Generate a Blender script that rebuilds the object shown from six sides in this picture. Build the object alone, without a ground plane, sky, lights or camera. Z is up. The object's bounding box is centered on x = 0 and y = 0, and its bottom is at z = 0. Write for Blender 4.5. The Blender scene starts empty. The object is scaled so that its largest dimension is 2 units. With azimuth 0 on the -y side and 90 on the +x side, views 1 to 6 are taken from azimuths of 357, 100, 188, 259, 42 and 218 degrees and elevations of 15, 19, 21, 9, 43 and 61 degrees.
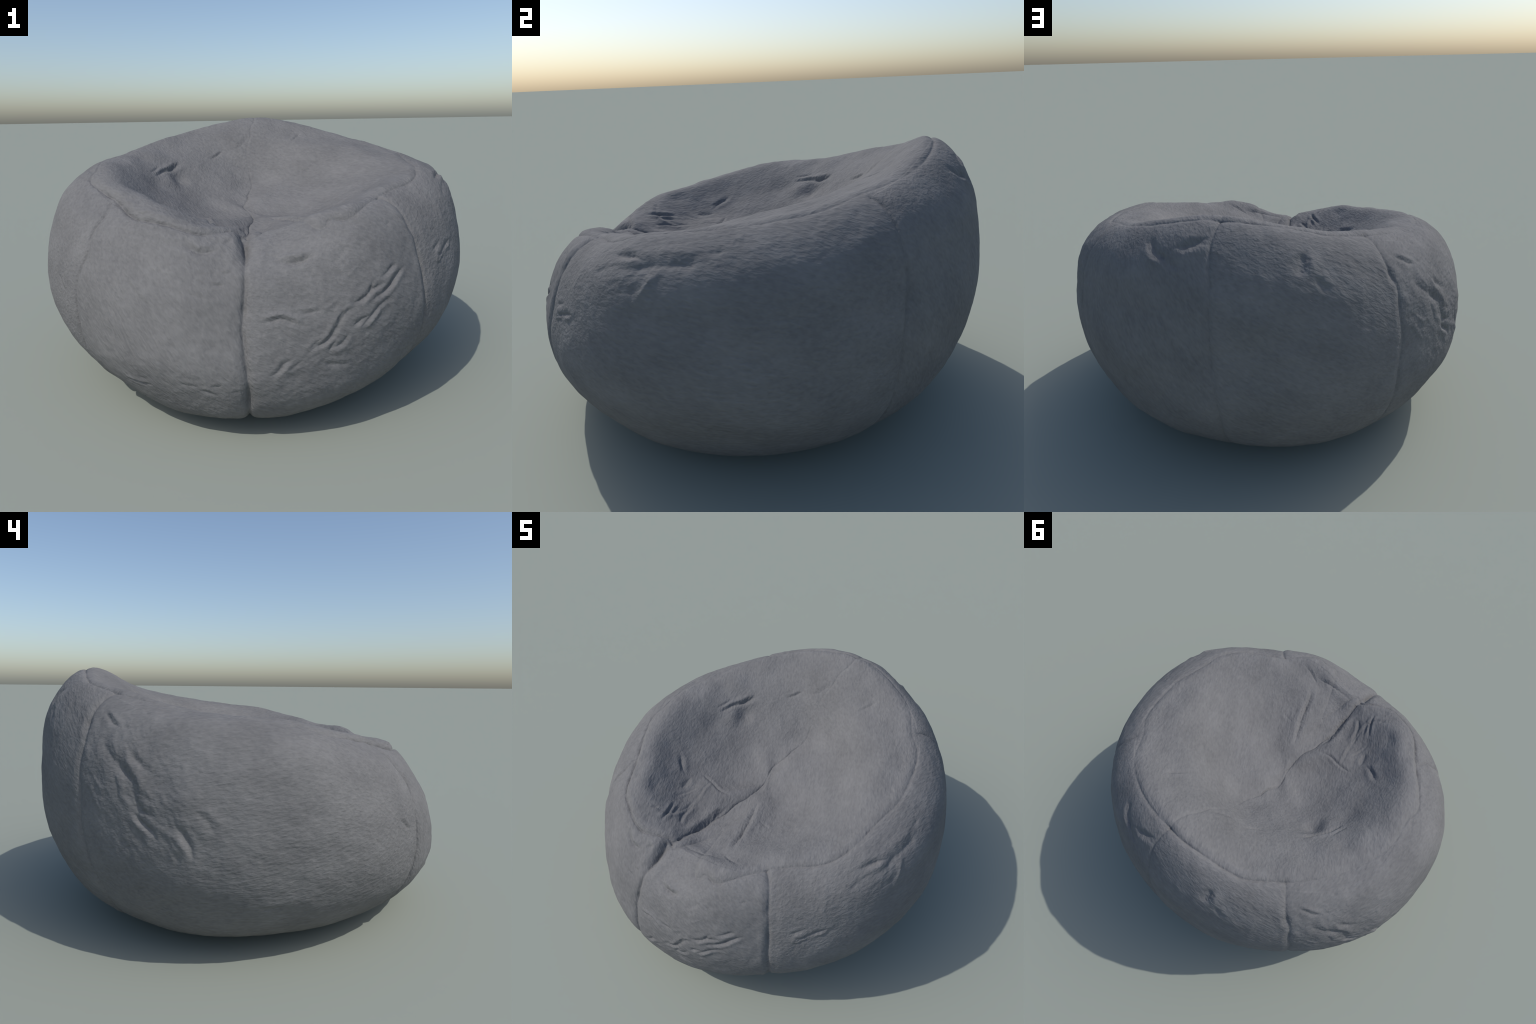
"""A plush bean bag chair: six side panels sewn together with grooved seams,
a dished two-piece seat panel, deep notch at the front, high back.
The body is lofted through horizontal guide loops (side) and ring loops (seat);
seams, folds, dents and lumps are then pressed into the fine mesh."""
import bpy
import numpy as np
from mathutils import Vector

TAU = 2 * np.pi
N_AROUND, N_ALONG = 1440, 720

# ------------------------------------------------------------------ guide loops
# 16 control directions, counter-clockwise seen from above, starting at the front (-y)
N_DIR = 16
RIM_RADIUS = np.array([0.673, 0.727, 0.767, 0.788, 0.776, 0.779, 0.791, 0.765, 0.787, 0.799, 0.816, 0.825, 0.760, 0.760, 0.763, 0.761])
RIM_HEIGHT = np.array([0.743, 0.839, 0.862, 0.936, 0.978, 1.016, 1.071, 1.146, 1.173, 1.117, 1.034, 0.972, 0.963, 0.896, 0.831, 0.796])
SIDE_RADIUS = np.array([
    [0.709, 0.688, 0.658, 0.631, 0.623, 0.620, 0.611, 0.606, 0.603, 0.603, 0.624, 0.634, 0.633, 0.641, 0.666, 0.702],
    [0.861, 0.815, 0.776, 0.779, 0.775, 0.777, 0.767, 0.771, 0.773, 0.789, 0.784, 0.800, 0.783, 0.774, 0.798, 0.863],
    [0.955, 0.938, 0.891, 0.900, 0.888, 0.907, 0.904, 0.911, 0.917, 0.919, 0.911, 0.919, 0.918, 0.909, 0.920, 0.950],
    [0.986, 0.974, 0.967, 0.974, 0.978, 0.983, 0.966, 0.976, 0.988, 0.985, 0.974, 0.991, 0.982, 0.980, 0.972, 0.993],
    [0.966, 0.977, 0.975, 0.993, 0.997, 0.994, 0.994, 0.998, 0.986, 1.003, 0.990, 1.001, 0.994, 0.991, 0.975, 0.969],
    [0.919, 0.929, 0.930, 0.961, 0.968, 0.966, 0.966, 0.965, 0.970, 0.978, 0.973, 0.973, 0.965, 0.951, 0.930, 0.916],
    [0.829, 0.852, 0.867, 0.901, 0.908, 0.903, 0.905, 0.897, 0.897, 0.915, 0.910, 0.914, 0.887, 0.873, 0.849, 0.835],
])
SEAT_HEIGHT = np.array([
    [0.728, 0.802, 0.878, 0.926, 0.974, 1.017, 1.069, 1.129, 1.167, 1.097, 1.054, 0.988, 0.970, 0.919, 0.870, 0.806],
    [0.706, 0.783, 0.847, 0.894, 0.961, 1.014, 1.047, 1.082, 1.119, 1.065, 1.009, 0.989, 0.931, 0.881, 0.844, 0.781],
    [0.689, 0.764, 0.785, 0.842, 0.897, 0.952, 1.001, 1.003, 1.001, 0.971, 0.952, 0.910, 0.847, 0.803, 0.758, 0.722],
    [0.681, 0.733, 0.728, 0.757, 0.800, 0.825, 0.840, 0.837, 0.815, 0.837, 0.822, 0.796, 0.761, 0.734, 0.727, 0.720],
    [0.702, 0.712, 0.705, 0.709, 0.730, 0.757, 0.768, 0.774, 0.760, 0.742, 0.744, 0.721, 0.706, 0.695, 0.694, 0.714],
])
SEAT_CENTRE = 0.708

SIDE_LEVEL = np.array([0.033, 0.1, 0.25, 0.42, 0.6, 0.78, 0.92])   # share of rim height
SEAT_LEVEL = np.array([0.9, 0.79, 0.64, 0.44, 0.22])                  # share of rim radius

typical_r = np.array([0, .3, .6, .74, .88, .97, .98, .93, .84, .74, .666, .585, .474, .326, .163, 0])
typical_z = np.array([0, 0, 0, .1, .25, .42, .6, .78, .9, .97, .94, .89, .83, .78, .76, .75])
KNOT = np.concatenate([[0], np.cumsum(np.hypot(np.diff(typical_r), np.diff(typical_z)))])
LENGTH = KNOT[-1]
RIM = 9
T_RIM = KNOT[RIM]


def periodic_spline(knots, period, t):
    """Matrix that samples the periodic cubic spline through values at the knots."""
    k = np.asarray(knots, float)
    n = len(k)
    h = np.diff(np.append(k, k[0] + period))
    a, b = np.zeros((n, n)), np.zeros((n, n))
    for i in range(n):
        p, q = h[i - 1], h[i]
        a[i, (i - 1) % n] += p
        a[i, i] += 2 * (p + q)
        a[i, (i + 1) % n] += q
        b[i, (i + 1) % n] += 6 / q
        b[i, i] += -6 / q - 6 / p
        b[i, (i - 1) % n] += 6 / p
    m = np.linalg.solve(a, b)
    t = (np.asarray(t, float) - k[0]) % period + k[0]
    i = np.searchsorted(k, t, side='right') - 1
    j = (i + 1) % n
    x, hh, row = t - k[i], h[i], np.arange(len(t))
    w = np.zeros((len(t), n))
    w0, w1 = (hh - x) / hh, x / hh
    w[row, i] += w0
    w[row, j] += w1
    return w + ((w0**3 - w0) * hh * hh / 6)[:, None] * m[i] + ((w1**3 - w1) * hh * hh / 6)[:, None] * m[j]


def guide_loops():
    r, z = np.zeros((len(KNOT), N_DIR)), np.zeros((len(KNOT), N_DIR))
    r[1] = 0.5 * SIDE_RADIUS[0]
    r[2:RIM], z[2:RIM] = SIDE_RADIUS, SIDE_LEVEL[:, None] * RIM_HEIGHT
    r[RIM], z[RIM] = RIM_RADIUS, RIM_HEIGHT
    r[RIM + 1:-1], z[RIM + 1:-1] = SEAT_LEVEL[:, None] * RIM_RADIUS, SEAT_HEIGHT
    z[-1] = SEAT_CENTRE
    return r, z


def loft(az, t):
    """Points of the smooth body, one row per arc position t, one column per azimuth.
    Every meridian runs on over the seat centre into the opposite one, so the poles stay smooth."""
    r, z = guide_loops()
    dirs = np.arange(N_DIR) * TAU / N_DIR
    near, far = periodic_spline(dirs, TAU, az), periodic_spline(dirs, TAU, np.asarray(az) + np.pi)
    meridian = np.concatenate([KNOT, 2 * LENGTH - KNOT[-2:0:-1]])
    along = periodic_spline(meridian, 2 * LENGTH, t)
    def run(c, sign):
        return along @ np.vstack([c @ near.T, sign * (c @ far.T)[-2:0:-1]])
    rr, zz = run(r, -1), run(z, 1)
    return np.stack([rr * np.sin(az), -rr * np.cos(az), zz], -1)


def grid_normals(g):
    n = np.cross(np.roll(g, -1, 1) - np.roll(g, 1, 1), np.gradient(g, axis=0))
    return n / (np.linalg.norm(n, axis=-1, keepdims=True) + 1e-12)


# ------------------------------------------------------------------ noise
rng = np.random.default_rng(7)
PERM = np.tile(rng.permutation(256), 3)
GRAD = rng.normal(size=(256, 3))
GRAD /= np.linalg.norm(GRAD, axis=1)[:, None]


def perlin(p):
    i = np.floor(p).astype(int)
    f = p - i
    u = f * f * f * (f * (f * 6 - 15) + 10)
    i &= 255
    total = 0
    for c in np.ndindex(2, 2, 2):
        c = np.array(c)
        h = PERM[PERM[PERM[i[:, 0] + c[0]] + i[:, 1] + c[1]] + i[:, 2] + c[2]]
        w = np.prod(np.where(c, u, 1 - u), axis=1)
        total = total + w * (GRAD[h] * (f - c)).sum(1)
    return total


# ------------------------------------------------------------------ placing things on the body
def loft_points(azimuth, t):
    """Body points at paired azimuths (radians) and arc positions."""
    r, z = guide_loops()
    dirs = np.arange(N_DIR) * TAU / N_DIR
    near, far = periodic_spline(dirs, TAU, azimuth), periodic_spline(dirs, TAU, azimuth + np.pi)
    along = periodic_spline(np.concatenate([KNOT, 2 * LENGTH - KNOT[-2:0:-1]]), 2 * LENGTH, t)
    def run(c, sign):
        return (along * np.vstack([c @ near.T, sign * (c @ far.T)[-2:0:-1]]).T).sum(1)
    rr, zz = run(r, -1), run(z, 1)
    return np.stack([rr * np.sin(azimuth), -rr * np.cos(azimuth), zz], -1)


def smooth_path(points, step=0.004):
    """Natural cubic through the control points, evenly resampled."""
    p = np.asarray(points, float)
    if len(p) == 2:
        c = p
        t = np.linspace(0, 1, 50)[:, None]
        d = c[0] * (1 - t) + c[1] * t
    else:
        k = np.concatenate([[0], np.cumsum(np.linalg.norm(np.diff(p, axis=0), axis=1))])
        h, n = np.diff(k), len(p)
        a, b = np.eye(n), np.zeros((n, 3))
        for i in range(1, n - 1):
            a[i, i - 1:i + 2] = h[i - 1], 2 * (h[i - 1] + h[i]), h[i]
            b[i] = 6 * ((p[i + 1] - p[i]) / h[i] - (p[i] - p[i - 1]) / h[i - 1])
        m = np.linalg.solve(a, b)
        t = np.linspace(0, k[-1], 400)
        i = np.clip(np.searchsorted(k, t, side='right') - 1, 0, n - 2)
        x, hh = (t - k[i])[:, None], h[i][:, None]
        w0, w1 = (hh - x) / hh, x / hh
        d = w0 * p[i] + w1 * p[i + 1] + ((w0**3 - w0) * m[i] + (w1**3 - w1) * m[i + 1]) * hh * hh / 6
    s = np.concatenate([[0], np.cumsum(np.linalg.norm(np.diff(d, axis=0), axis=1))])
    u = np.linspace(0, s[-1], max(int(s[-1] / step), 8))
    return np.stack([np.interp(u, s, d[:, j]) for j in range(3)], -1)


def even(d, step=0.004):
    s = np.concatenate([[0], np.cumsum(np.linalg.norm(np.diff(d, axis=0), axis=1))])
    u = np.linspace(0, s[-1], max(int(s[-1] / step), 8))
    return np.stack([np.interp(u, s, d[:, j]) for j in range(d.shape[1])], -1)


def body(*pts):
    """Path on the body through (azimuth, arc) points."""
    p = smooth_path([(np.radians(a), t, 0) for a, t in pts], 0.003)
    return even(loft_points(p[:, 0], p[:, 1]))


def closed_body(pts):
    a = np.radians([p[0] for p in pts])
    t = np.array([p[1] for p in pts])
    u = np.linspace(a[0], a[0] + TAU, 2001)[:-1]
    return even(loft_points(u, periodic_spline(a, TAU, u) @ t))


def seat(*pts):
    """Path on the seat through (x, y) points."""
    p = smooth_path([(x, y, 0) for x, y in pts], 0.003)
    a, rad = np.arctan2(p[:, 0], -p[:, 1]), np.hypot(p[:, 0], p[:, 1])
    ts = np.linspace(KNOT[RIM] - 0.1, LENGTH, 160)
    t = []
    for ai, ri in zip(a, rad):
        c = loft_points(np.full(len(ts), ai), ts)
        t.append(np.interp(-ri, -np.hypot(c[:, 0], c[:, 1]), ts))
    return even(loft_points(a, np.array(t)))


# ------------------------------------------------------------------ relief
az = np.arange(N_AROUND) * TAU / N_AROUND
t_rows = np.concatenate([np.linspace(0, KNOT[2], 40, endpoint=False), np.linspace(KNOT[2], LENGTH, N_ALONG)])[1:-1]
BASE = loft(az, t_rows)
NORMAL = grid_normals(BASE)
BASE[..., 2] = np.maximum(BASE[..., 2], 0.0)
POS, NRM = BASE.reshape(-1, 3), NORMAL.reshape(-1, 3)
NRM = NRM * np.sign((NRM * (POS - [0, 0, 0.4])).sum(1).mean())
RELIEF = np.zeros(len(POS))
T_OF = np.repeat(t_rows, N_AROUND)


CELL = 0.06
KEY = np.floor((POS + 2) / CELL).astype(int) @ np.array([1, 100, 10000])
ORDER = np.argsort(KEY, kind='stable')
CELL_KEYS, CELL_START = np.unique(KEY[ORDER], return_index=True)
CELL_END = np.append(CELL_START[1:], len(ORDER))
CELLS = {k: (a, b) for k, a, b in zip(CELL_KEYS, CELL_START, CELL_END)}


def vertices_in_box(lo, hi):
    a, b = np.floor((lo + 2) / CELL).astype(int), np.floor((hi + 2) / CELL).astype(int)
    found = []
    for x in range(a[0], b[0] + 1):
        for y in range(a[1], b[1] + 1):
            for z in range(a[2], b[2] + 1):
                c = CELLS.get(x + 100 * y + 10000 * z)
                if c:
                    found.append(ORDER[c[0]:c[1]])
    return np.concatenate(found) if found else np.zeros(0, int)


def near_path(path, reach):
    """Vertices near a path: index, signed distance to its left, share of the way along, distance past its ends."""
    tang = np.gradient(path, axis=0)
    tang /= np.linalg.norm(tang, axis=1)[:, None]
    best, which = np.full(len(POS), np.inf), np.full(len(POS), -1)
    for c0 in range(0, len(path), 14):
        seg = path[c0:c0 + 14]
        idx = vertices_in_box(seg.min(0) - reach, seg.max(0) + reach)
        if not len(idx):
            continue
        d = ((POS[idx][:, None] - seg[None])**2).sum(-1)
        k = d.argmin(1)
        d = d[np.arange(len(idx)), k]
        m = d < np.minimum(best[idx], reach**2)
        best[idx[m]], which[idx[m]] = d[m], c0 + k[m]
    idx = np.where(which >= 0)[0]
    w = which[idx]
    d = POS[idx] - path[w]
    dist = (d * np.cross(NRM[idx], tang[w])).sum(1)
    end = (d * tang[w]).sum(1)
    return idx, dist, w / (len(path) - 1), end


def press(path, depth, width, left=0.0, right=0.0, bank=0.018, fade=0.38, wobble=0.3, strength=None):
    """A crease along a path: a narrow valley with soft flanks, thinning out towards its ends,
    with optional swollen banks to its left and right."""
    reach = max(width * 4, bank * 3 if (left or right) else 0)
    idx, s, u, end = near_path(path, reach)
    if not len(idx):
        return
    p = POS[idx]
    s = s + wobble * width * (perlin(p * 40 + 3.3) + perlin(p * 85 + 1.7))
    if fade > 0:
        s = s + 0.006 * perlin(p * 13 + 21)          # cloth folds never run straight
    e = np.clip(np.minimum(u, 1 - u) / max(fade, 1e-6), 0, 1) if fade > 0 else np.ones_like(u)
    e = np.sin(e * np.pi / 2)**1.6 if fade > 0 else e
    w = width * (0.55 + 0.45 * e)
    e = e * np.exp(-(end / (width * 0.8))**2) * np.clip(1 + 0.8 * perlin(p * 16 + 5), 0.3, 1.6)
    if strength is not None:
        e = e * np.interp(u, np.linspace(0, 1, len(strength)), strength)
    v = -depth * np.exp(-(np.sqrt(s * s + (0.3 * w)**2) - 0.3 * w) / (0.75 * w))
    h = np.exp(-((np.abs(s) - bank) / (bank * 0.85))**2) * np.clip(np.abs(s) / bank, 0, 1)
    v += np.where(s > 0, left, right) * h
    RELIEF[idx] += v * e


def crumple(centre, radius, direction, height, scale=18.0, stretch=0.35):
    """Fine sharp-crested wrinkles running along a direction, fading out around a centre."""
    idx = vertices_in_box(np.array(centre) - 1.6 * radius, np.array(centre) + 1.6 * radius)
    p = POS[idx]
    a = np.asarray(direction, float)
    a /= np.linalg.norm(a)
    q = p - (1 - stretch) * (p @ a)[:, None] * a
    q = q + 0.02 * np.stack([perlin(p * 9 + k) for k in (1.5, 8.5, 15.5)], -1)
    ridge = 1 - 2 * np.abs(perlin(q * scale + 31)) - np.abs(perlin(q * scale * 2.1 + 11)) * 0.8
    fall = np.clip(1 - ((p - centre)**2).sum(1) / (1.6 * radius)**2, 0, 1)**2
    RELIEF[idx] += height * fall * (ridge - 0.4) * np.clip(0.6 + 1.5 * perlin(p * 7 + 2), 0, 1.4)


def mound(centre, height, radius, stretch=None, ratio=1.0):
    """A broad swelling (height > 0) or dent, optionally stretched along a direction."""
    d = POS - centre
    q = (d**2).sum(1)
    if stretch is not None:
        a = np.asarray(stretch, float)
        a /= np.linalg.norm(a)
        q = q - (1 - 1 / ratio**2) * (d @ a)**2
    RELIEF[:] += height * np.exp(-q / radius**2)


# paths: body((azimuth in degrees from the front, arc length up the meridian), ...), seat((x, y), ...)
RIM_SEAM = [(-0.0, 1.823), (7.9, 2.089), (13.0, 1.778), (18.5, 1.753), (21.5, 1.739), (27.8, 1.760), (39.9, 1.835), (52.0, 1.831), (58.3, 1.813), (83.8, 1.839), (94.0, 1.821), (101.4, 1.817), (108.9, 1.815), (116.0, 1.811), (122.5, 1.823), (128.2, 1.839), (135.5, 1.824), (141.7, 1.803), (148.4, 1.791), (155.1, 1.786), (161.4, 1.788), (175.2, 1.808), (184.0, 1.815), (190.9, 1.821), (195.8, 1.816), (201.0, 1.809), (205.5, 1.805), (210.6, 1.817), (216.0, 1.831), (219.5, 1.836), (237.5, 1.873), (249.5, 1.867), (255.4, 1.849), (266.8, 1.813), (274.3, 1.816), (285.0, 1.787), (289.5, 1.798), (296.6, 1.815), (305.4, 1.827), (316.8, 1.803), (324.0, 1.783), (332.2, 1.789), (336.5, 1.779), (343.5, 1.776), (354.5, 1.816)]
SIDE_SEAMS = [
    body((-6.5, 1.795), (-5.0, 1.744), (-5.0, 1.667), (-5.0, 1.561), (-5.5, 1.390), (-5.0, 1.278), (-4.5, 1.154), (-4.5, 0.918), (-4.5, 0.35)),   # front
    body((39.9, 1.835), (40.5, 1.800), (40.5, 1.702), (40.4, 1.572), (40.0, 1.404), (40.0, 1.226), (40.0, 0.35)),   # RF
    body((129.5, 1.802), (130.5, 1.740), (130.5, 1.698), (130.5, 1.645), (130.5, 1.570), (130.0, 1.472), (129.0, 1.365), (129.0, 1.204), (129.4, 1.050), (129.5, 0.930), (129.5, 0.35)),   # RB
    body((176.3, 1.812), (176.0, 1.768), (175.5, 1.720), (175.5, 1.678), (176.0, 1.613), (176.0, 1.481), (175.9, 1.349), (176.5, 1.139), (176.0, 0.916), (176.0, 0.35)),   # B
    body((-140.5, 1.836), (-140.4, 1.792), (-140.4, 1.737), (-140.0, 1.674), (-139.0, 1.599), (-139.4, 1.516), (-138.7, 1.424), (-139.0, 1.281), (-138.5, 1.164), (-138.0, 1.061), (-137.5, 0.967), (-138.3, 0.887), (-138.3, 0.35)),   # LB
    body((-52.7, 1.807), (-49.5, 1.718), (-49.5, 1.650), (-48.0, 1.584), (-48.5, 1.481), (-48.9, 1.368), (-48.5, 1.258), (-48.4, 1.147), (-48.4, 0.35)),   # LF
]
SLIT = seat((0.047, 0.784), (0.041, 0.663), (0.020, 0.605), (0.018, 0.565), (-0.001, 0.526), (0.008, 0.315), (-0.018, 0.233), (-0.025, 0.179), (-0.045, 0.116), (-0.023, 0.016), (-0.006, -0.109), (-0.011, -0.183), (-0.028, -0.243), (-0.036, -0.332), (-0.055, -0.415), (-0.051, -0.478), (-0.058, -0.582), (-0.053, -0.639))
rim_line = closed_body(RIM_SEAM)

# the seam round the seat: strong beside the notch, at the right front and at the back left, nearly lost elsewhere
rim_strength = [1, .6, .35, .7, 1, .8, .8, .9, .8, .7, .5, .5, .4, .4, .5, .7, .9, 1.1, 1.1, .9, .4, .2, .2, .3, .8, 1.3, 1.7, 1.7, 1.5, 1.2, 1]
press(rim_line, .006, .007, fade=0, strength=rim_strength)
press(rim_line, .003, .02, left=.004, fade=0, bank=.03, wobble=0, strength=rim_strength)
# stitched side seams: a tight groove in a shallow valley
for n, s in enumerate(SIDE_SEAMS):
    press(s, (.011, .007, .0055, .005, .0045, .005)[n], (.010, .008, .006, .006, .007, .008)[n], fade=0, wobble=0.12)
    press(s, (.007, .005, .003, .002, .003, .003)[n], (.028, .025, .02, .02, .02, .025)[n], fade=0, wobble=0)
press(SLIT, .006, .005, fade=0, wobble=.6, strength=[.35, .5, .5, .2, .3, .6, .9, .6, 1, .7, 1, .6, 1, 1])
press(SLIT, .003, .022, fade=0, wobble=0, strength=[.3, .6, .5, .2, 0, .3, .7, .8, .7, .8, 1, 1, 1, 1])
press(SIDE_SEAMS[5], .004, .007, left=.004, bank=.028, fade=.1)
press(SIDE_SEAMS[4], 0, .01, right=.002, bank=.028, fade=.1)
press(SIDE_SEAMS[1], 0, .01, right=.003, left=-.002, bank=.028, fade=.1)
# the pinched notch where the slit meets the front seam
press(body((-5.5, 1.99), (-5, 1.88), (-5, 1.80), (-5, 1.74), (-5, 1.63)), .012, .012, left=.008, right=.010, bank=.05)

# general unevenness of the stuffed cloth
RELIEF += 0.006 * perlin(POS * 4.5) + 0.004 * perlin(POS * 10 + 7) + 0.0022 * perlin(POS * 22 + 3) + 0.0006 * perlin(POS * 48 + 9)
RELIEF += np.where(T_OF < T_RIM, 0.0015, 0.0)
# broad soft waves of slack cloth running down the backrest and across the seat
crumple((0.10, 0.25, 0.85), 0.42, (0.35, -0.8, -0.35), 0.007, 5.5, 0.3)
crumple((-0.30, 0.25, 0.90), 0.30, (0.45, -0.6, -0.5), 0.006, 6.5, 0.3)
crumple((0.35, -0.20, 0.80), 0.30, (-0.5, 0.6, -0.3), 0.005, 6, 0.35)
mound((0.20, -0.43, 0.765), -0.018, 0.10)
mound((-0.42, 0.49, 1.02), 0.012, 0.09)
mound((-0.35, 0.29, 0.89), -0.012, 0.06)
mound((-0.404, -0.316, 0.788), 0.010, 0.05)
mound((-0.363, -0.519, 0.836), -0.010, 0.05)
# fine puckers gathered along the seat seam
for a in range(0, 360, 24):
    x = body((a, 1.80), (a + 4, 1.80))
    crumple(x[0], 0.11, (np.sin(np.radians(a)), -np.cos(np.radians(a)), 0.3), 0.0025, 26, 0.4)

# fold deep beside the notch
press(seat((-0.046, -0.288), (-0.056, -0.342), (-0.055, -0.415), (-0.051, -0.478), (-0.058, -0.582)), 0.0106, 0.0180, left=0.0016, right=0.0131, bank=0.031)
# wrinkle on the left seat wall
press(body((-16.5, 1.878), (-21.9, 1.995), (-28.9, 2.066)), 0.0079, 0.0090, left=0.0049, right=0.0024, bank=0.015)
press(body((-11.3, 1.956), (-16.9, 2.026), (-21.4, 2.101), (-25.3, 2.163)), 0.0086, 0.0110, left=0.0025, right=0.0057, bank=0.018)
press(body((-19.0, 1.987), (-24.1, 2.069)), 0.0059, 0.0090, left=0.0027, right=0.0013, bank=0.015)
press(body((-24.1, 1.891), (-23.9, 1.953)), 0.0033, 0.0070, left=0.0004, right=0.0017, bank=0.011)
press(body((-38.5, 2.107), (-48.8, 2.156)), 0.0092, 0.0120, left=0.0012, right=0.0046, bank=0.019)
press(seat((-0.286, -0.454), (-0.276, -0.378), (-0.249, -0.307)), 0.0020, 0.0070, left=0.0003, right=0.0025, bank=0.011)
press(body((-64.1, 2.057), (-60.7, 2.080), (-53.9, 2.101), (-49.9, 2.125)), 0.0092, 0.0140, left=0.0038, right=0.0014, bank=0.023)
press(seat((-0.332, -0.230), (-0.237, -0.229), (-0.156, -0.246), (-0.065, -0.223)), 0.0046, 0.0080, left=0.0030, right=0.0015, bank=0.014)
# crease across the back of the hollow
press(body((-102.8, 2.100), (-110.3, 2.120), (-114.6, 2.122), (-119.2, 2.130), (-126.0, 2.129), (-131.5, 2.114)), 0.0073, 0.0110, left=0.0046, right=0.0011, bank=0.018)
press(body((-118.2, 2.131), (-126.0, 2.129), (-132.0, 2.110)), 0.0059, 0.0150, left=0.0046, right=0.0009, bank=0.024)
press(body((-103.1, 2.076), (-111.1, 2.092), (-117.2, 2.089)), 0.0040, 0.0070, left=0.0016, right=0.0006, bank=0.015)
press(body((-150.8, 2.130), (-158.2, 2.116), (-164.0, 2.092)), 0.0053, 0.0080, left=0.0038, right=0.0008, bank=0.014)
press(body((152.4, 2.071), (151.3, 2.018), (150.9, 1.959), (150.6, 1.908)), 0.0040, 0.0090, left=0.0016, right=0.0006, bank=0.015)
press(body((162.5, 2.184), (154.4, 2.181)), 0.0017, 0.0060, left=0.0005, right=0.0002, bank=0.015)
press(seat((0.336, 0.077), (0.400, 0.077), (0.459, 0.079)), 0.0013, 0.0060, left=0.0005, right=0.0002, bank=0.015)
press(body((-171.3, 2.105), (-176.0, 2.084), (-182.1, 2.025)), 0.0046, 0.0160, left=0.0019, right=0.0007, bank=0.026)
# valley in the right of the seat
press(seat((0.057, -0.157), (0.100, -0.247), (0.128, -0.308), (0.162, -0.393), (0.186, -0.475), (0.224, -0.550)), 0.0132, 0.0150, left=0.0071, right=0.0028, bank=0.024)
press(seat((0.160, -0.283), (0.207, -0.286), (0.255, -0.292)), 0.0020, 0.0080, left=0.0007, right=0.0002, bank=0.015)
press(body((20.2, 1.917), (25.3, 1.884), (30.1, 1.842)), 0.0033, 0.0070, left=0.0005, right=0.0024, bank=0.015)
# fold line from the notch to the rim
press(body((-4.2, 1.843), (2.0, 1.834), (9.2, 1.841), (17.3, 1.868), (23.5, 1.883)), 0.0040, 0.0080, left=0.0006, right=0.0049, bank=0.023)
# folds on the right front panel
press(body((2.0, 1.673), (6.0, 1.662), (8.5, 1.657), (10.5, 1.660), (12.5, 1.661)), 0.0132, 0.0110, left=0.0087, right=0.0020, bank=0.018)
press(body((-0.5, 1.695), (1.5, 1.695), (3.5, 1.682)), 0.0034, 0.0080, left=0.0018, right=0.0004, bank=0.013)
press(body((-2.5, 1.420), (0.0, 1.428), (3.0, 1.427), (4.5, 1.410), (8.0, 1.377)), 0.0053, 0.0080, left=0.0044, right=0.0008, bank=0.014)
press(body((34.0, 1.502), (30.5, 1.472), (27.0, 1.432), (24.5, 1.412), (21.5, 1.407)), 0.0073, 0.0090, left=0.0041, right=0.0015, bank=0.015)
press(body((27.5, 1.462), (24.5, 1.450), (22.0, 1.436), (20.0, 1.421), (16.5, 1.424)), 0.0066, 0.0080, left=0.0038, right=0.0014, bank=0.013)
press(body((23.5, 1.481), (23.0, 1.458), (22.0, 1.436)), 0.0036, 0.0070, left=0.0018, right=0.0009, bank=0.011)
press(body((24.8, 1.378), (21.5, 1.337), (19.0, 1.305)), 0.0053, 0.0080, left=0.0048, right=0.0012, bank=0.014)
press(body((19.0, 1.406), (15.5, 1.374), (14.0, 1.339), (12.0, 1.295), (9.0, 1.272), (6.5, 1.240)), 0.0059, 0.0100, left=0.0021, right=0.0046, bank=0.016)
press(body((17.0, 1.303), (15.0, 1.258), (12.1, 1.250)), 0.0046, 0.0090, left=0.0031, right=0.0010, bank=0.015)
press(body((5.0, 1.244), (3.0, 1.234), (2.0, 1.206), (-0.5, 1.166)), 0.0059, 0.0100, left=0.0038, right=0.0008, bank=0.016)
press(body((31.5, 1.525), (28.5, 1.502), (25.0, 1.482)), 0.0053, 0.0080, left=0.0030, right=0.0007, bank=0.014)
press(body((21.5, 1.353), (19.5, 1.338), (17.5, 1.317)), 0.0052, 0.0080, left=0.0028, right=0.0006, bank=0.014)
press(body((14.0, 1.288), (13.0, 1.265), (12.0, 1.236)), 0.0039, 0.0080, left=0.0019, right=0.0004, bank=0.014)
press(body((11.0, 1.318), (9.5, 1.298), (8.0, 1.280)), 0.0040, 0.0090, left=0.0020, right=0.0005, bank=0.015)
press(body((27.8, 1.393), (25.5, 1.380), (23.5, 1.364)), 0.0045, 0.0080, left=0.0022, right=0.0005, bank=0.014)
press(body((16.0, 1.403), (15.0, 1.388), (14.0, 1.361)), 0.0037, 0.0080, left=0.0018, right=0.0004, bank=0.014)
press(body((7.0, 1.228), (5.0, 1.213), (4.0, 1.185)), 0.0035, 0.0090, left=0.0018, right=0.0004, bank=0.015)
press(body((10.5, 1.192), (13.0, 1.172), (17.5, 1.149)), 0.0040, 0.0090, left=0.0026, right=0.0006, bank=0.015)
press(body((6.0, 1.440), (8.5, 1.433), (11.3, 1.430)), 0.0033, 0.0100, left=0.0011, right=0.0004, bank=0.016)
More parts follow.
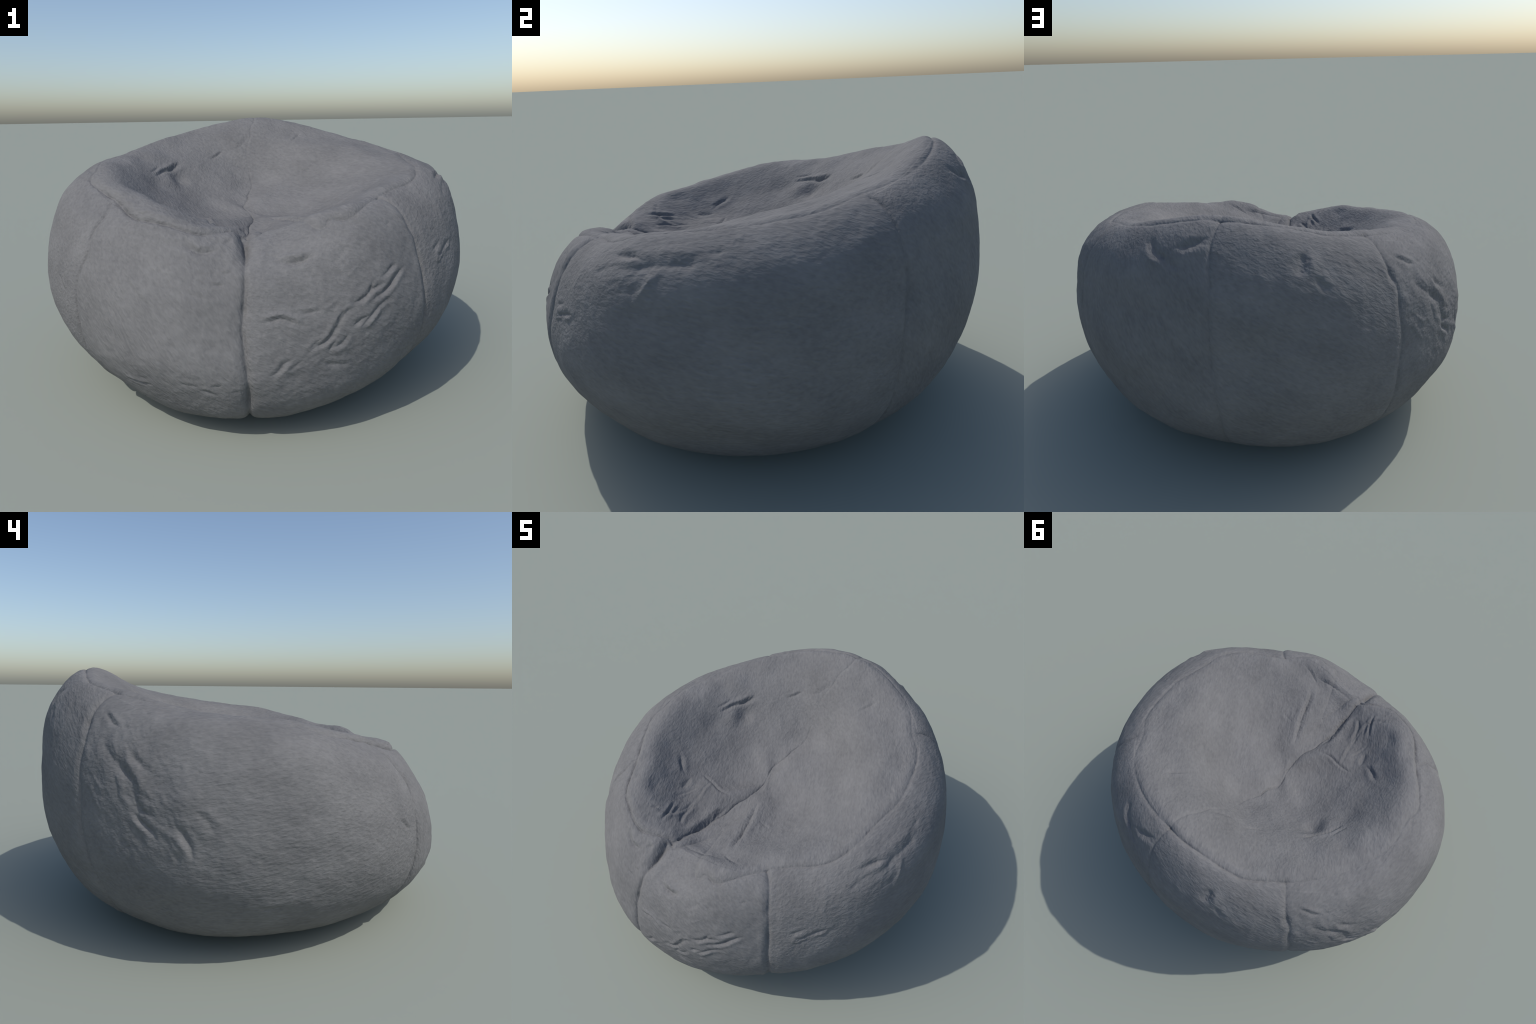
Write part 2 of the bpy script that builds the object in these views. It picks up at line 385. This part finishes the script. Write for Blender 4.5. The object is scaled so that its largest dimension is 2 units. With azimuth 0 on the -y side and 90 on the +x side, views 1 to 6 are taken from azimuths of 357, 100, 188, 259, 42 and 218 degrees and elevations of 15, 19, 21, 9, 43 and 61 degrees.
press(body((19.5, 1.649), (17.0, 1.625), (14.0, 1.596)), 0.0046, 0.0220, left=0.0017, right=0.0006, bank=0.036)
press(body((34.0, 1.693), (32.0, 1.675)), 0.0032, 0.0070, left=0.0010, right=0.0004, bank=0.015)
press(body((20.5, 1.714), (23.5, 1.710), (26.3, 1.709)), 0.0026, 0.0100, left=0.0008, right=0.0003, bank=0.016)
# folds right of the right front seam
press(body((57.3, 1.510), (51.7, 1.493), (45.7, 1.469)), 0.0059, 0.0090, left=0.0063, right=0.0017, bank=0.015)
press(body((50.9, 1.540), (45.5, 1.511)), 0.0033, 0.0090, left=0.0025, right=0.0004, bank=0.015)
# folds on the left front panel
press(body((-21.3, 1.703), (-18.0, 1.691), (-15.5, 1.690), (-12.0, 1.715)), 0.0119, 0.0130, left=0.0071, right=0.0018, bank=0.021)
press(body((-11.0, 1.735), (-10.0, 1.747), (-8.6, 1.754)), 0.0043, 0.0090, left=0.0023, right=0.0005, bank=0.015)
press(body((-10.5, 1.621), (-9.0, 1.628), (-7.9, 1.633)), 0.0029, 0.0070, left=0.0015, right=0.0003, bank=0.012)
press(body((-12.8, 1.559), (-11.5, 1.568), (-9.5, 1.581)), 0.0032, 0.0080, left=0.0017, right=0.0004, bank=0.013)
press(body((-18.5, 1.513), (-15.5, 1.509), (-12.5, 1.500)), 0.0026, 0.0100, left=0.0009, right=0.0003, bank=0.016)
press(body((-36.6, 1.579), (-33.4, 1.522), (-31.0, 1.483), (-27.0, 1.434), (-23.5, 1.405)), 0.0026, 0.0060, left=0.0011, right=0.0004, bank=0.015)
press(body((-34.4, 1.003), (-31.0, 1.019), (-29.1, 1.016), (-25.4, 1.038)), 0.0053, 0.0080, left=0.0038, right=0.0008, bank=0.013)
press(body((-29.5, 1.062), (-27.0, 1.060)), 0.0019, 0.0070, left=0.0006, right=0.0002, bank=0.012)
press(body((-12.0, 1.114), (-11.0, 1.111), (-9.5, 1.123)), 0.0030, 0.0080, left=0.0016, right=0.0003, bank=0.013)
press(body((-14.5, 1.070), (-12.4, 1.064), (-10.5, 1.048)), 0.0037, 0.0080, left=0.0019, right=0.0004, bank=0.013)
press(body((-19.3, 1.100), (-17.0, 1.088), (-14.6, 1.091)), 0.0033, 0.0080, left=0.0019, right=0.0004, bank=0.013)
press(body((-49.5, 1.819), (-46.2, 1.830), (-41.0, 1.835)), 0.0033, 0.0060, left=0.0022, right=0.0005, bank=0.011)
press(body((-38.4, 1.809), (-36.0, 1.809), (-33.6, 1.815)), 0.0029, 0.0060, left=0.0016, right=0.0003, bank=0.011)
press(body((-30.0, 1.785), (-28.3, 1.788), (-26.7, 1.794)), 0.0030, 0.0070, left=0.0016, right=0.0003, bank=0.011)
press(seat((-0.339, -0.592), (-0.265, -0.599), (-0.260, -0.169)), 0.0040, 0.0100, left=0.0006, right=0.0044, bank=0.016)
press(body((-23.0, 1.710), (-19.5, 1.718), (-16.0, 1.718)), 0.0026, 0.0120, left=0.0009, right=0.0003, bank=0.019)
# great fold of the left panel
press(body((-134.0, 1.638), (-130.5, 1.589), (-126.5, 1.548), (-123.5, 1.503), (-122.0, 1.445), (-120.0, 1.404), (-117.5, 1.398), (-113.5, 1.405)), 0.0086, 0.0200, left=0.0079, right=0.0021, bank=0.034)
press(body((-123.0, 1.403), (-120.5, 1.365), (-118.0, 1.336), (-117.0, 1.297)), 0.0079, 0.0120, left=0.0028, right=0.0060, bank=0.019)
press(body((-114.0, 1.400), (-111.5, 1.352), (-110.0, 1.303), (-109.0, 1.235)), 0.0066, 0.0120, left=0.0018, right=0.0054, bank=0.021)
press(body((-108.5, 1.432), (-106.0, 1.389), (-104.5, 1.339)), 0.0040, 0.0180, left=0.0035, right=0.0020, bank=0.029)
press(body((-113.0, 1.281), (-112.0, 1.230)), 0.0027, 0.0100, left=0.0003, right=0.0015, bank=0.016)
press(body((-137.0, 1.737), (-132.9, 1.701), (-129.0, 1.690)), 0.0040, 0.0100, left=0.0044, right=0.0006, bank=0.016)
press(body((-129.0, 1.695), (-126.5, 1.699)), 0.0024, 0.0070, left=0.0013, right=0.0003, bank=0.015)
press(body((-126.0, 1.606), (-122.0, 1.580), (-119.0, 1.549)), 0.0040, 0.0140, left=0.0027, right=0.0006, bank=0.023)
press(body((-121.5, 1.484), (-118.5, 1.451), (-117.0, 1.439)), 0.0046, 0.0140, left=0.0015, right=0.0006, bank=0.023)
press(body((-128.5, 1.530), (-127.1, 1.478), (-126.5, 1.427)), 0.0033, 0.0140, left=0.0012, right=0.0005, bank=0.023)
press(body((-121.5, 1.802), (-119.0, 1.801), (-116.5, 1.805)), 0.0019, 0.0070, left=0.0006, right=0.0002, bank=0.015)
press(body((-59.0, 1.418), (-53.9, 1.347)), 0.0040, 0.0080, left=0.0025, right=0.0005, bank=0.015)
press(body((-88.4, 1.769), (-85.5, 1.781), (-81.2, 1.794)), 0.0026, 0.0060, left=0.0009, right=0.0003, bank=0.015)
press(body((-93.5, 1.803), (-91.3, 1.788)), 0.0018, 0.0080, left=0.0006, right=0.0002, bank=0.015)
press(body((-76.5, 1.489), (-75.3, 1.488)), 0.0016, 0.0080, left=0.0005, right=0.0002, bank=0.015)
press(body((-95.5, 1.025), (-92.5, 1.029), (-89.0, 1.029)), 0.0026, 0.0100, left=0.0024, right=0.0004, bank=0.016)
# ledge across the right panel
press(body((92.5, 1.708), (88.7, 1.701), (83.1, 1.697), (78.8, 1.697), (75.3, 1.683), (72.5, 1.659)), 0.0059, 0.0160, left=0.0009, right=0.0079, bank=0.038)
press(body((90.0, 1.731), (92.5, 1.725), (94.5, 1.732)), 0.0042, 0.0100, left=0.0021, right=0.0005, bank=0.016)
# raised fold under the ledge
press(body((82.5, 1.694), (80.5, 1.664), (78.5, 1.625), (76.0, 1.564)), -0.0084, 0.0168, left=0.0000, right=0.0000, bank=0.020)
press(body((67.1, 1.730), (72.4, 1.726), (77.8, 1.708)), 0.0053, 0.0110, left=0.0008, right=0.0038, bank=0.018)
# raised fold
press(body((45.2, 1.462), (49.0, 1.485), (52.0, 1.502)), -0.0054, 0.0132, left=0.0000, right=0.0000, bank=0.020)
press(body((46.5, 1.441), (49.6, 1.461), (52.5, 1.482), (55.5, 1.495)), 0.0046, 0.0100, left=0.0019, right=0.0007, bank=0.016)
press(body((62.5, 1.671), (66.7, 1.689), (70.5, 1.701)), 0.0026, 0.0120, left=0.0011, right=0.0004, bank=0.019)
press(body((67.0, 1.733), (71.3, 1.730), (76.0, 1.720)), 0.0033, 0.0160, left=0.0030, right=0.0005, bank=0.026)
# dents on the back
press(body((158.0, 1.731), (159.8, 1.699), (162.0, 1.679), (165.5, 1.671)), 0.0099, 0.0160, left=0.0015, right=0.0057, bank=0.026)
press(body((165.5, 1.698), (169.0, 1.702), (172.1, 1.718), (175.5, 1.740)), 0.0086, 0.0180, left=0.0013, right=0.0046, bank=0.029)
press(body((161.0, 1.724), (162.4, 1.690), (169.4, 1.636)), 0.0033, 0.0110, left=0.0005, right=0.0019, bank=0.019)
press(body((-162.8, 1.722), (-163.5, 1.678), (-164.5, 1.642)), 0.0106, 0.0220, left=0.0056, right=0.0014, bank=0.036)
press(body((-161.1, 1.651), (-159.5, 1.628), (-157.0, 1.600)), 0.0053, 0.0140, left=0.0032, right=0.0007, bank=0.023)
press(body((-140.5, 1.684), (-140.1, 1.650), (-139.5, 1.612)), 0.0079, 0.0160, left=0.0025, right=0.0009, bank=0.026)
press(body((-128.6, 1.321), (-127.8, 1.253), (-127.0, 1.163)), -0.0024, 0.0168, left=0.0000, right=0.0000, bank=0.020)
press(body((148.9, 1.429), (146.7, 1.472), (146.9, 1.510)), 0.0026, 0.0200, left=0.0009, right=0.0003, bank=0.032)
press(seat((-0.181, 0.102), (-0.134, 0.060)), 0.0029, 0.0120, left=0.0009, right=0.0003, bank=0.023)
# patches of fine wrinkles
crumple((0.324, -0.915, 0.526), 0.22, (0.78, 0.39, 0.48), 0.005)
crumple((0.069, -0.981, 0.342), 0.16, (0.90, 0.11, 0.42), 0.004)
crumple((0.066, -0.837, 0.689), 0.13, (0.99, -0.06, 0.14), 0.003)
crumple((-0.835, 0.532, 0.685), 0.24, (-0.43, -0.43, -0.80), 0.0055)
crumple((-0.938, 0.351, 0.576), 0.13, (-0.22, -0.46, -0.86), 0.005)
crumple((-0.200, -0.531, 0.758), 0.16, (-0.15, 0.97, -0.17), 0.003)
crumple((-0.178, -0.742, 0.750), 0.1, (0.97, 0.07, -0.22), 0.004)
crumple((-0.220, -0.954, 0.248), 0.16, (0.97, -0.20, -0.10), 0.005)
crumple((-0.450, -0.847, 0.235), 0.12, (0.82, -0.56, 0.07), 0.005)
crumple((0.889, -0.151, 0.895), 0.18, (0.08, 0.98, 0.16), 0.004)
crumple((0.736, -0.596, 0.652), 0.13, (0.59, 0.73, 0.34), 0.004)
crumple((0.796, -0.371, 0.875), 0.2, (0.45, 0.87, 0.20), 0.003)
crumple((0.250, 0.837, 1.092), 0.14, (-0.97, 0.12, 0.22), 0.004)
crumple((-0.239, -0.781, 0.730), 0.12, (0.98, -0.15, -0.16), 0.004)
crumple((0.779, 0.441, 0.959), 0.2, (-0.57, 0.78, 0.25), 0.003)
crumple((-0.363, 0.876, 0.968), 0.18, (-0.83, -0.18, -0.53), 0.003)
crumple((-0.439, 0.254, 0.909), 0.12, (0.50, 0.85, 0.19), 0.003)
crumple((0.154, -0.343, 0.746), 0.16, (-0.41, 0.89, -0.20), 0.003)
crumple((-0.773, 0.582, 0.804), 0.16, (-0.51, -0.40, -0.76), 0.005)
crumple((-0.894, 0.446, 0.593), 0.14, (-0.35, -0.58, -0.73), 0.005)
crumple((-0.909, 0.386, 0.697), 0.14, (-0.40, -0.72, -0.57), 0.003)
crumple((-0.671, 0.682, 0.861), 0.1, (-0.53, -0.15, -0.84), 0.003)
crumple((0.858, -0.246, 0.892), 0.22, (0.13, 0.95, 0.28), 0.004)
crumple((0.794, 0.281, 0.982), 0.25, (-0.40, 0.90, 0.17), 0.003)
crumple((-0.753, 0.629, 0.753), 0.2, (-0.46, -0.37, -0.81), 0.004)
crumple((0.155, 0.834, 1.127), 0.15, (-0.98, 0.12, 0.16), 0.003)
# broad swellings and dents
mound((-0.392, 0.237, 0.874), -0.016, 0.05)
mound((-0.429, 0.191, 0.868), 0.01, 0.045)
mound((-0.584, 0.245, 0.982), -0.014, 0.055)
mound((-0.519, 0.334, 0.983), 0.01, 0.06)
mound((-0.480, 0.065, 0.856), -0.012, 0.06)
mound((-0.374, -0.479, 0.830), -0.01, 0.07)
mound((-0.519, -0.267, 0.861), -0.008, 0.06)
mound((-0.406, -0.578, 0.845), 0.01, 0.08)
mound((-0.379, 0.216, 0.855), -0.012, 0.045)
mound((-0.428, 0.146, 0.848), 0.008, 0.045)
mound((-0.384, -0.111, 0.769), 0.01, 0.08)
mound((-0.229, -0.310, 0.729), 0.008, 0.05)
mound((-0.016, -0.924, 0.566), 0.008, 0.1)
mound((-0.038, -0.874, 0.643), 0.006, 0.07)
mound((0.118, -0.790, 0.733), 0.008, 0.08)
mound((-0.155, -0.728, 0.751), 0.008, 0.06)
mound((-0.926, 0.346, 0.694), 0.01, 0.07)
mound((0.206, -0.700, 0.812), 0.008, 0.06)
mound((0.123, -0.559, 0.741), 0.006, 0.07)
mound((0.176, 0.829, 1.125), 0.01, 0.07)
mound((0.418, 0.770, 1.064), -0.006, 0.07)


# ------------------------------------------------------------------ build the mesh
def fabric(name, nap):
    """Grey plush whose short pile lies along the direction nap."""
    m = bpy.data.materials.new(name)
    m.use_nodes = True
    nt = m.node_tree
    N, L = nt.nodes, nt.links
    b = N['Principled BSDF']
    b.inputs['Roughness'].default_value = 0.95
    b.inputs['Specular IOR Level'].default_value = 0.1
    co = N.new('ShaderNodeTexCoord')
    d = Vector(nap).normalized()
    e = d.orthogonal().normalized()
    f = d.cross(e)

    def along(axis, scale):
        x = N.new('ShaderNodeVectorMath')
        x.operation = 'DOT_PRODUCT'
        L.new(co.outputs['Object'], x.inputs[0])
        x.inputs[1].default_value = axis * scale
        return x.outputs['Value']

    def combed(stretch):
        c = N.new('ShaderNodeCombineXYZ')
        for i, (ax, k) in enumerate(((d, stretch), (e, 1), (f, 1))):
            L.new(along(ax, k), c.inputs[i])
        return c.outputs[0]

    def noise(vec, scale, detail, rough, distortion=0.0):
        n = N.new('ShaderNodeTexNoise')
        n.inputs['Scale'].default_value, n.inputs['Detail'].default_value = scale, detail
        n.inputs['Roughness'].default_value, n.inputs['Distortion'].default_value = rough, distortion
        L.new(vec, n.inputs['Vector'])
        return n.outputs['Fac']

    def math(op, a, c):
        x = N.new('ShaderNodeMath')
        x.operation = op
        for i, v in enumerate((a, c)):
            if isinstance(v, (int, float)):
                x.inputs[i].default_value = v
            else:
                L.new(v, x.inputs[i])
        return x.outputs[0]

    def mix(*terms):
        t = None
        for v, k in terms:
            v = math('MULTIPLY', v, k)
            t = v if t is None else math('ADD', t, v)
        return t

    pile = noise(combed(0.42), 80, 1.5, 0.5, 0.15)
    pile_fine = noise(combed(0.4), 170, 2, 0.6, 0.1)
    patch = noise(co.outputs['Object'], 4.5, 4, 0.55)
    blotch = noise(combed(0.45), 8, 4, 0.6)
    ramp = N.new('ShaderNodeValToRGB')
    ramp.color_ramp.elements[0].position, ramp.color_ramp.elements[1].position = 0.32, 0.68
    ramp.color_ramp.elements[0].color, ramp.color_ramp.elements[1].color = (*DARK, 1), (*LIGHT, 1)
    L.new(mix((patch, 0.25), (blotch, 0.32), (pile, 0.30), (pile_fine, 0.13)), ramp.inputs['Fac'])
    L.new(ramp.outputs['Color'], b.inputs['Base Color'])
    bump = N.new('ShaderNodeBump')
    bump.inputs['Strength'].default_value = 1.0
    bump.inputs['Distance'].default_value = NAP_HEIGHT
    L.new(mix((pile, 0.8), (pile_fine, 0.25)), bump.inputs['Height'])
    L.new(bump.outputs['Normal'], b.inputs['Normal'])
    return m


def side_nap(azimuth, slant):
    """Direction lying on the side at an azimuth, slanting (degrees) from level, seen from outside."""
    a, s = np.radians(azimuth), np.radians(slant)
    return np.cos(a) * np.cos(s), np.sin(a) * np.cos(s), np.sin(s)


DARK, LIGHT = (0.126, 0.126, 0.128), (0.203, 0.202, 0.201)
NAP_HEIGHT = 0.0047

final = POS + NRM * RELIEF[:, None]
final[:, 2] = np.maximum(final[:, 2], 0.0)      # the stuffing spreads flat on the ground
rows = len(t_rows)
pole_low, pole_high = len(final), len(final) + 1
ring_top = final.reshape(rows, N_AROUND, 3)
verts = np.vstack([final, [[0, 0, ring_top[0, :, 2].mean()], [0, 0, ring_top[-1, :, 2].mean()]]])
i, j = np.meshgrid(np.arange(rows - 1), np.arange(N_AROUND), indexing='ij')
k = (j + 1) % N_AROUND
quads = np.stack([i * N_AROUND + j, i * N_AROUND + k, (i + 1) * N_AROUND + k, (i + 1) * N_AROUND + j], -1).reshape(-1, 4)
c = np.arange(N_AROUND)
cap_low = np.stack([np.full(N_AROUND, pole_low), (c + 1) % N_AROUND, c], -1)
top = (rows - 1) * N_AROUND
cap_high = np.stack([np.full(N_AROUND, pole_high), top + c, top + (c + 1) % N_AROUND], -1)

# vertex normals of the whole body, shared by all panels
vn = np.zeros_like(verts)
for f in (quads, cap_low, cap_high):
    fn = np.cross(verts[f[:, 2]] - verts[f[:, 0]], verts[f[:, -1]] - verts[f[:, 1]]) if f.shape[1] == 4 else \
        np.cross(verts[f[:, 1]] - verts[f[:, 0]], verts[f[:, 2]] - verts[f[:, 0]])
    for col in range(f.shape[1]):
        for ax in range(3):
            vn[:, ax] += np.bincount(f[:, col], fn[:, ax], len(verts))
vn /= np.linalg.norm(vn, axis=1)[:, None] + 1e-15

# which panel a face belongs to
quad_t = np.repeat((t_rows[:-1] + t_rows[1:]) / 2, N_AROUND)
quad_c = POS[quads].mean(1)
quad_az = np.degrees(np.arctan2(quad_c[:, 0], -quad_c[:, 1]))


def side_panel_of(azimuth, z):
    """Side panels lie between neighbouring seams."""
    edges = []
    for path in SIDE_SEAMS:
        a = np.unwrap(np.arctan2(path[:, 0], -path[:, 1]))
        path, a = path[path[:, 2].argmax():], a[path[:, 2].argmax():]
        o = np.argsort(path[:, 2])
        edges.append(np.degrees(np.interp(z, path[o, 2], a[o])))
    first = edges[0]
    rel = (azimuth - first) % 360
    panel = np.zeros(len(azimuth), int)
    for e in edges[1:]:
        panel += rel > (e - first) % 360
    return panel


def slit_x(y):
    o = np.argsort(SLIT[:, 1])
    return np.interp(y, SLIT[o, 1], SLIT[o, 0])


quad_part = side_panel_of(quad_az, quad_c[:, 2])
rim_angle, rim_t = np.radians([p[0] for p in RIM_SEAM]), np.array([p[1] for p in RIM_SEAM])
rim_u = np.linspace(-np.pi, np.pi, 1441)
rim_at = periodic_spline(rim_angle, TAU, rim_u) @ rim_t
is_seat = quad_t > np.interp(np.radians(quad_az), rim_u, rim_at)
quad_part[is_seat] = np.where(quad_c[is_seat, 0] < slit_x(quad_c[is_seat, 1]), 6, 7)
quad_part[quad_t < KNOT[2] * 0.62] = 8
parts = [('side_panel', [quads[quad_part == n]]) for n in range(6)]
high_left = verts[cap_high].mean(1)[:, 0] < slit_x(verts[cap_high].mean(1)[:, 1])
parts += [('seat_panel', [quads[quad_part == 6], cap_high[high_left]]),
          ('seat_panel', [quads[quad_part == 7], cap_high[~high_left]]),
          ('base_panel', [quads[quad_part == 8], cap_low])]

chair = bpy.data.objects.new('bean_bag_chair', None)
chair['label'] = 'grey plush bean bag chair with dished seat'
chair['category'] = 'bean bag'
bpy.context.scene.collection.objects.link(chair)
naps = [side_nap(18, -35), side_nap(86, -8), side_nap(153, -58), side_nap(198, -32), side_nap(266, 8), side_nap(333, -52),
        (0.5, -0.85, 0), (0.5, -0.85, 0), (0, 1, 0)]
for (name, groups), nap in zip(parts, naps):
    groups = [g for g in groups if len(g)]
    flat = np.concatenate([g.ravel() for g in groups])
    sizes = np.concatenate([np.full(len(g), g.shape[1]) for g in groups])
    used, local = np.unique(flat, return_inverse=True)
    me = bpy.data.meshes.new(name)
    me.vertices.add(len(used))
    me.vertices.foreach_set('co', verts[used].astype(np.float32).ravel())
    me.loops.add(len(local))
    me.loops.foreach_set('vertex_index', local.astype(np.int32))
    me.polygons.add(len(sizes))
    me.polygons.foreach_set('loop_start', np.concatenate([[0], np.cumsum(sizes)[:-1]]).astype(np.int32))
    me.update(calc_edges=True)
    me.validate()
    me.polygons.foreach_set('use_smooth', np.ones(len(sizes), bool))
    me.normals_split_custom_set_from_vertices(vn[used].tolist())
    me.materials.append(fabric('grey_plush_fabric', nap))
    ob = bpy.data.objects.new(name, me)
    ob.parent = chair
    bpy.context.scene.collection.objects.link(ob)
